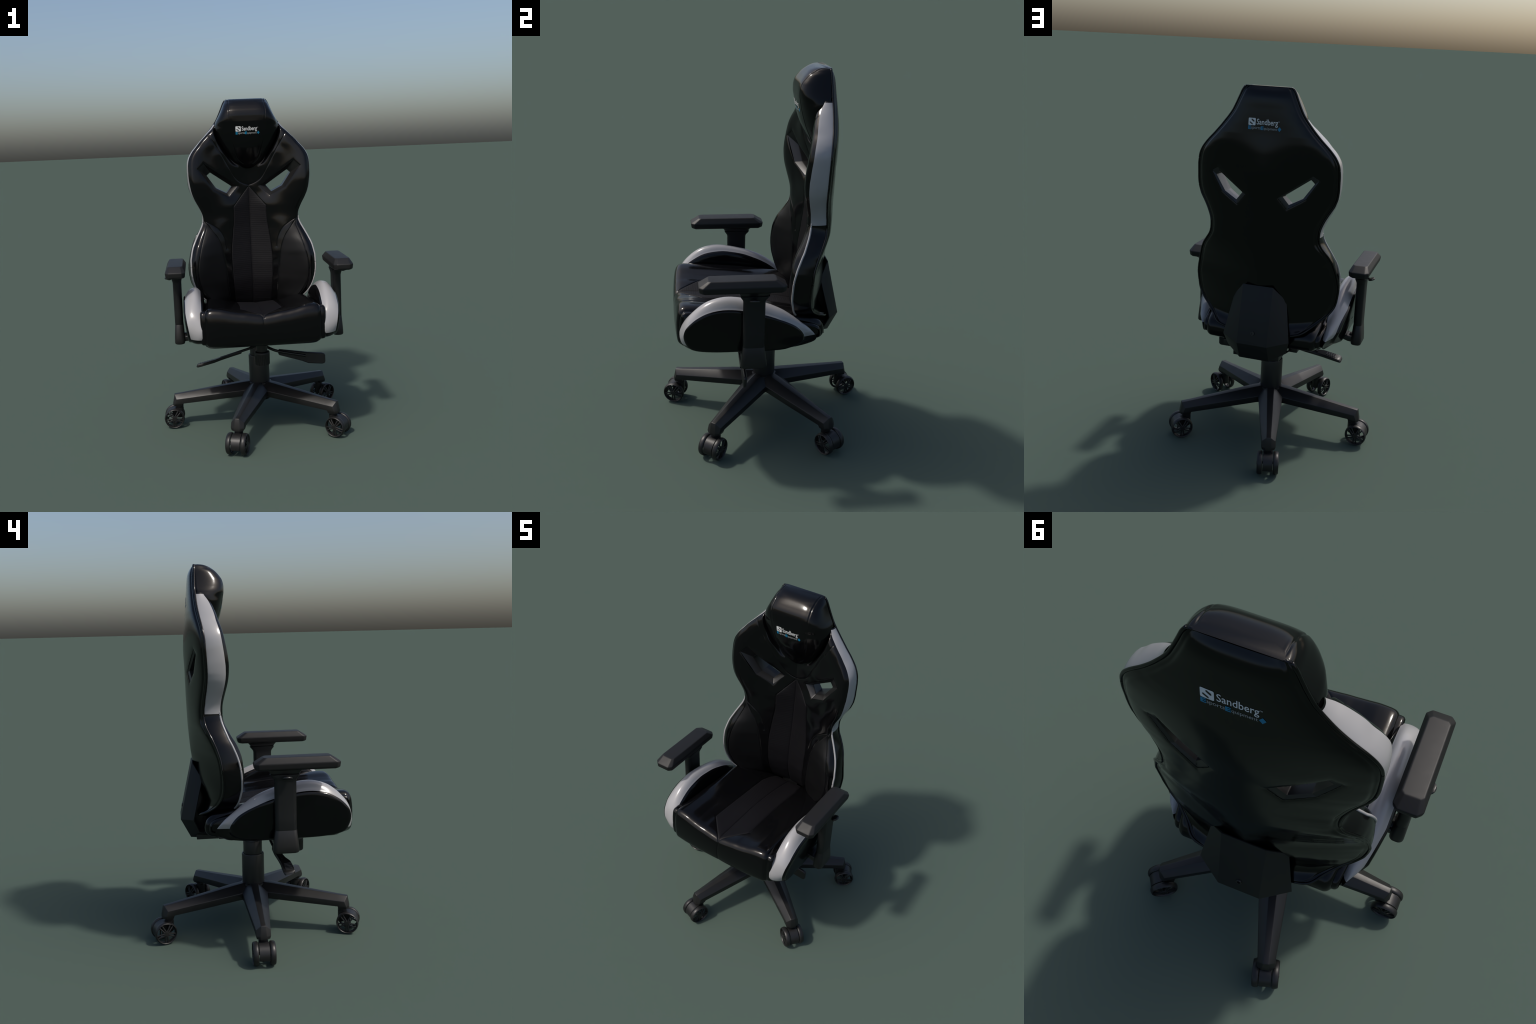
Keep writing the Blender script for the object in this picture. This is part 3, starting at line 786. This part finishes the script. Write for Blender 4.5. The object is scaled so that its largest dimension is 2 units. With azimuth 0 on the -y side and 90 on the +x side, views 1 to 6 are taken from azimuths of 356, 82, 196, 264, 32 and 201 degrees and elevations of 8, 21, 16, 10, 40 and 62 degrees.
def paddle(sections, name):
    """flat lever grip lofted through (centre, half-width vector, half-thickness vector)"""
    rings = []
    for c, w, t in sections:
        c, w, t = Vector(c), Vector(w), Vector(t)
        rings.append([c + w*a + t*b for a, b in ((-1,-.5),(-.85,-1),(.85,-1),(1,-.5),(1,.5),(.85,1),(-.85,1),(-1,.5))])
    V, F = loft(rings)
    return link(name, fix_normals(mesh(name, V, F, PLASTIC), sharp=35))
def build_levers():
    # tilt lever on the left: flat grip with ribs
    t = (0.002, 0, .0095)
    g = paddle([((-.110,-.108,.478), (0,.013,-.001), t), ((-.17,-.118,.4655), (0,.018,-.002), t), ((-.235,-.133,.4515), (0,.021,-.003), t),
                ((-.275,-.146,.443), (0,.028,-.004), t), ((-.355,-.152,.4265), (0,.031,-.004), t), ((-.376,-.152,.4225), (0,.028,-.004), t),
                ((-.383,-.152,.421), (0,.020,-.003), (0.002, 0, .0055))], 'tilt_lever')
    for k in range(6):
        x = -.295 - .013 * k; z = .4468 + .0075 - (.013 * k + .02) * .205 - .001
        V, F = tube([(x, -.172, z + .0012), (x, -.134, z - .0026)], .0028, 8)
        link('grip_rib', fix_normals(mesh('grip_rib', V, F, DARK)), g)
    V, F = tube(catmull([(.0,-.09,.555),(-.015,-.095,.515),(-.05,-.1,.497),(-.12,-.11,.480),(-.24,-.135,.4545)], 6), .0078, 10)
    link('lever_rod', fix_normals(mesh('lever_rod', V, F, DARK)), g)
    # height lever on the right: upright blade
    t = (0.0, .0085, 0.001)
    h = paddle([((.108,-.150,.474), (0,0,.011), t), ((.114,-.150,.473), (0,0,.0175), t), ((.250,-.150,.4405), (0,.001,.0285), t), ((.268,-.150,.435), (0,.001,.0305), t),
                ((.288,-.150,.4290), (0,.002,.0335), t), ((.372,-.150,.4200), (0,.002,.0330), t), ((.386,-.150,.4190), (0,.002,.029), t), ((.391,-.150,.419), (0,.001,.022), (0,.006,0))], 'height_lever')
    V, F = tube(catmull([(.0,-.10,.555),(.02,-.12,.520),(.06,-.142,.497),(.12,-.1565,.4770),(.27,-.1585,.4440)], 6), .0082, 10)
    link('lever_rod', fix_normals(mesh('lever_rod', V, F, DARK)), h)
build_levers()

# ================================================================== STAR BASE
LEGS = [math.radians(107 + 72 * k) for k in range(5)]
def leg_mesh():
    rings = []
    def sec(r, zt, zc, zb, a, b, c):
        return [(r, a, zt), (r, b, zc), (r, c, zb), (r, -c, zb), (r, -b, zc), (r, -a, zt)]
    rings = [sec(.02, .268, .233, .186, .019, .078, .074), sec(.11, .2595, .2225, .184, .019, .070, .066), sec(.32, .2315, .201, .1645, .0155, .054, .051),
             sec(.484, .2098, .1823, .150, .0122, .0400, .0390)]
    V, F = loft(rings)
    F.pop()
    # tip block: dropped end with a faceted nose
    plan = [(.482, .0385), (.528, .0385), (.544, .016), (.544, -.016), (.528, -.0385), (.482, -.0385)]
    n0 = len(V)
    top = [(.484, .0400, .1823), (.520, .0375, .1785), (.5325, .0125, .2045), (.5325, -.0125, .2045), (.520, -.0375, .1785), (.484, -.0400, .1823)]
    ridge = [(.484, .0122, .2098), (.484, -.0122, .2098)]
    low = [(.484, .0390, .150), (.531, .0385, .150), (.543, .016, .150), (.543, -.016, .150), (.531, -.0385, .150), (.484, -.0390, .150)]
    bot = [(.488, .034, .133), (.531, .034, .135), (.5435, .015, .135), (.5435, -.015, .135), (.531, -.034, .135), (.488, -.034, .133)]
    V2 = top + ridge + low + bot
    F2 = [(0, 1, 2, 6), (6, 2, 3, 7), (7, 3, 4, 5)]
    for k in range(5): F2.append((k, k + 8, k + 9, k + 1))
    for k in range(5): F2.append((k + 8, k + 14, k + 15, k + 9))
    F2 += [(8, 13, 19, 14), (14, 19, 18, 17, 16, 15)]
    V += V2; F += [tuple(q + n0 for q in f) for f in F2]
    me = mesh('base_leg', V, F, PLASTIC)
    return fix_normals(me, bevel=.0022, segs=2, ang=12, sharp=45)
LEG = leg_mesh()
for a in LEGS:
    link('base_leg', LEG, None, (0, 0, 0), (0, 0, a))
V, F = lathe([(.001,.150),(.060,.150),(.068,.156),(.072,.172),(.074,.21),(.070,.258),(.062,.262),(.001,.262)], 60)
link('base_hub', fix_normals(mesh('base_hub', V, F, PLASTIC), sharp=40))

# ------------------------------------------------------------------ castors
WR = .0615
def wheel_mesh():
    # revolve about local y; the outer face looks to +y
    prof = [(.050,.0310),(.0560,.0292),(.0595,.0310),(WR,.0355),(WR,.043),(.0602,.0495),(.0580,.0550),(.0555,.0570),(.0535,.0555),(.0515,.049),(.0495,.038),(.0495,.033),(.050,.0310)]
    n = 56; V = []; F = []
    for r, y in prof:
        for k in range(n):
            a = 2*pi*k/n; V.append((r*math.cos(a), y, r*math.sin(a)))
    for i in range(len(prof) - 1):
        for k in range(n):
            q = (k+1) % n; F.append((i*n+k, i*n+q, (i+1)*n+q, (i+1)*n+k))
    def add(v, f):
        b = len(V); V.extend(v); F.extend([tuple(q + b for q in g) for g in f])
    # five paired spokes, domed
    for j in range(5):
        a = pi/2 + 2*pi*j/5 + pi
        ca, sa = math.cos(a), math.sin(a)
        for sd in (-1, 1):
            rings = []
            for r, off, w, y in ((.008,.0040,.0040,.0575),(.018,.0052,.0037,.0570),(.034,.0068,.0035,.0550),(.0525,.0086,.0035,.0510)):
                ring = []
                for dw, dy in ((-1,-.0060),(1,-.0060),(1,-.0012),(.55,0),(-.55,0),(-1,-.0012)):
                    t = sd * off + dw * w
                    ring.append((r*ca - t*sa, y + dy, r*sa + t*ca))
                rings.append(ring)
            add(*loft(rings))
    # pentagonal hub cap
    rings = []
    for f, y in ((1.0,.046),(1.0,.0560),(.86,.0585),(.0,.0590)):
        ring = []
        for k in range(20):
            a = pi/2 + pi + 2*pi*k/20
            r = .0135 + .0022*math.cos(5*(a - pi/2 - pi))
            ring.append((f*r*math.cos(a), y, f*r*math.sin(a)))
        rings.append(ring)
    add(*loft(rings))
    V2, F2 = tube([(0, .0, 0), (0, .048, 0)], .0075, 12); add(V2, F2)
    return fix_normals(mesh('castor_wheel', V, F, PLASTIC), sharp=40)
WHEEL = wheel_mesh()
def housing_mesh():
    # hood over the axle (local x points outwards along the leg, origin on the axle)
    n = 30; a0, a1 = math.radians(-21), math.radians(128)
    rings = []
    for y, q in ((-.0262, .985), (-.0255, 1), (.0255, 1), (.0262, .985)):
        ring = [(.0565*q*math.cos(a0 + (a1-a0)*k/n), y, .0565*q*math.sin(a0 + (a1-a0)*k/n)) for k in range(n+1)]
        ring += [(.050*math.cos(a1 - (a1-a0)*k/n), y, .050*math.sin(a1 - (a1-a0)*k/n)) for k in range(n+1)]
        rings.append(ring)
    V, F = loft(rings)
    def add(v, f):
        b = len(V); V.extend(v); F.extend([tuple(q + b for q in g) for g in f])
    v, f = lathe([(.001,-.004),(.022,-.004),(.0245,.0),(.0250,.060),(.0225,.0615),(.0225,.064),(.0250,.0655),(.0245,.078),(.001,.078)], 32)
    add([(x - .032, y, z) for x, y, z in v], f)
    # web between stem and hood
    v, f = loft([[(-.045, -.012, z), (.012, -.020, z), (.012, .020, z), (-.045, .012, z)] for z in (-.003, .050)])
    add(v, f)
    return fix_normals(mesh('castor_housing', V, F, PLASTIC), sharp=40)
HOUSING = housing_mesh()
for a in LEGS:
    r = .537
    h = link('castor_housing', HOUSING, None, (r*math.cos(a), r*math.sin(a), WR), (0, 0, a))
    link('castor_wheel', WHEEL, h)
    link('castor_wheel', WHEEL, h, None, (0, 0, pi))
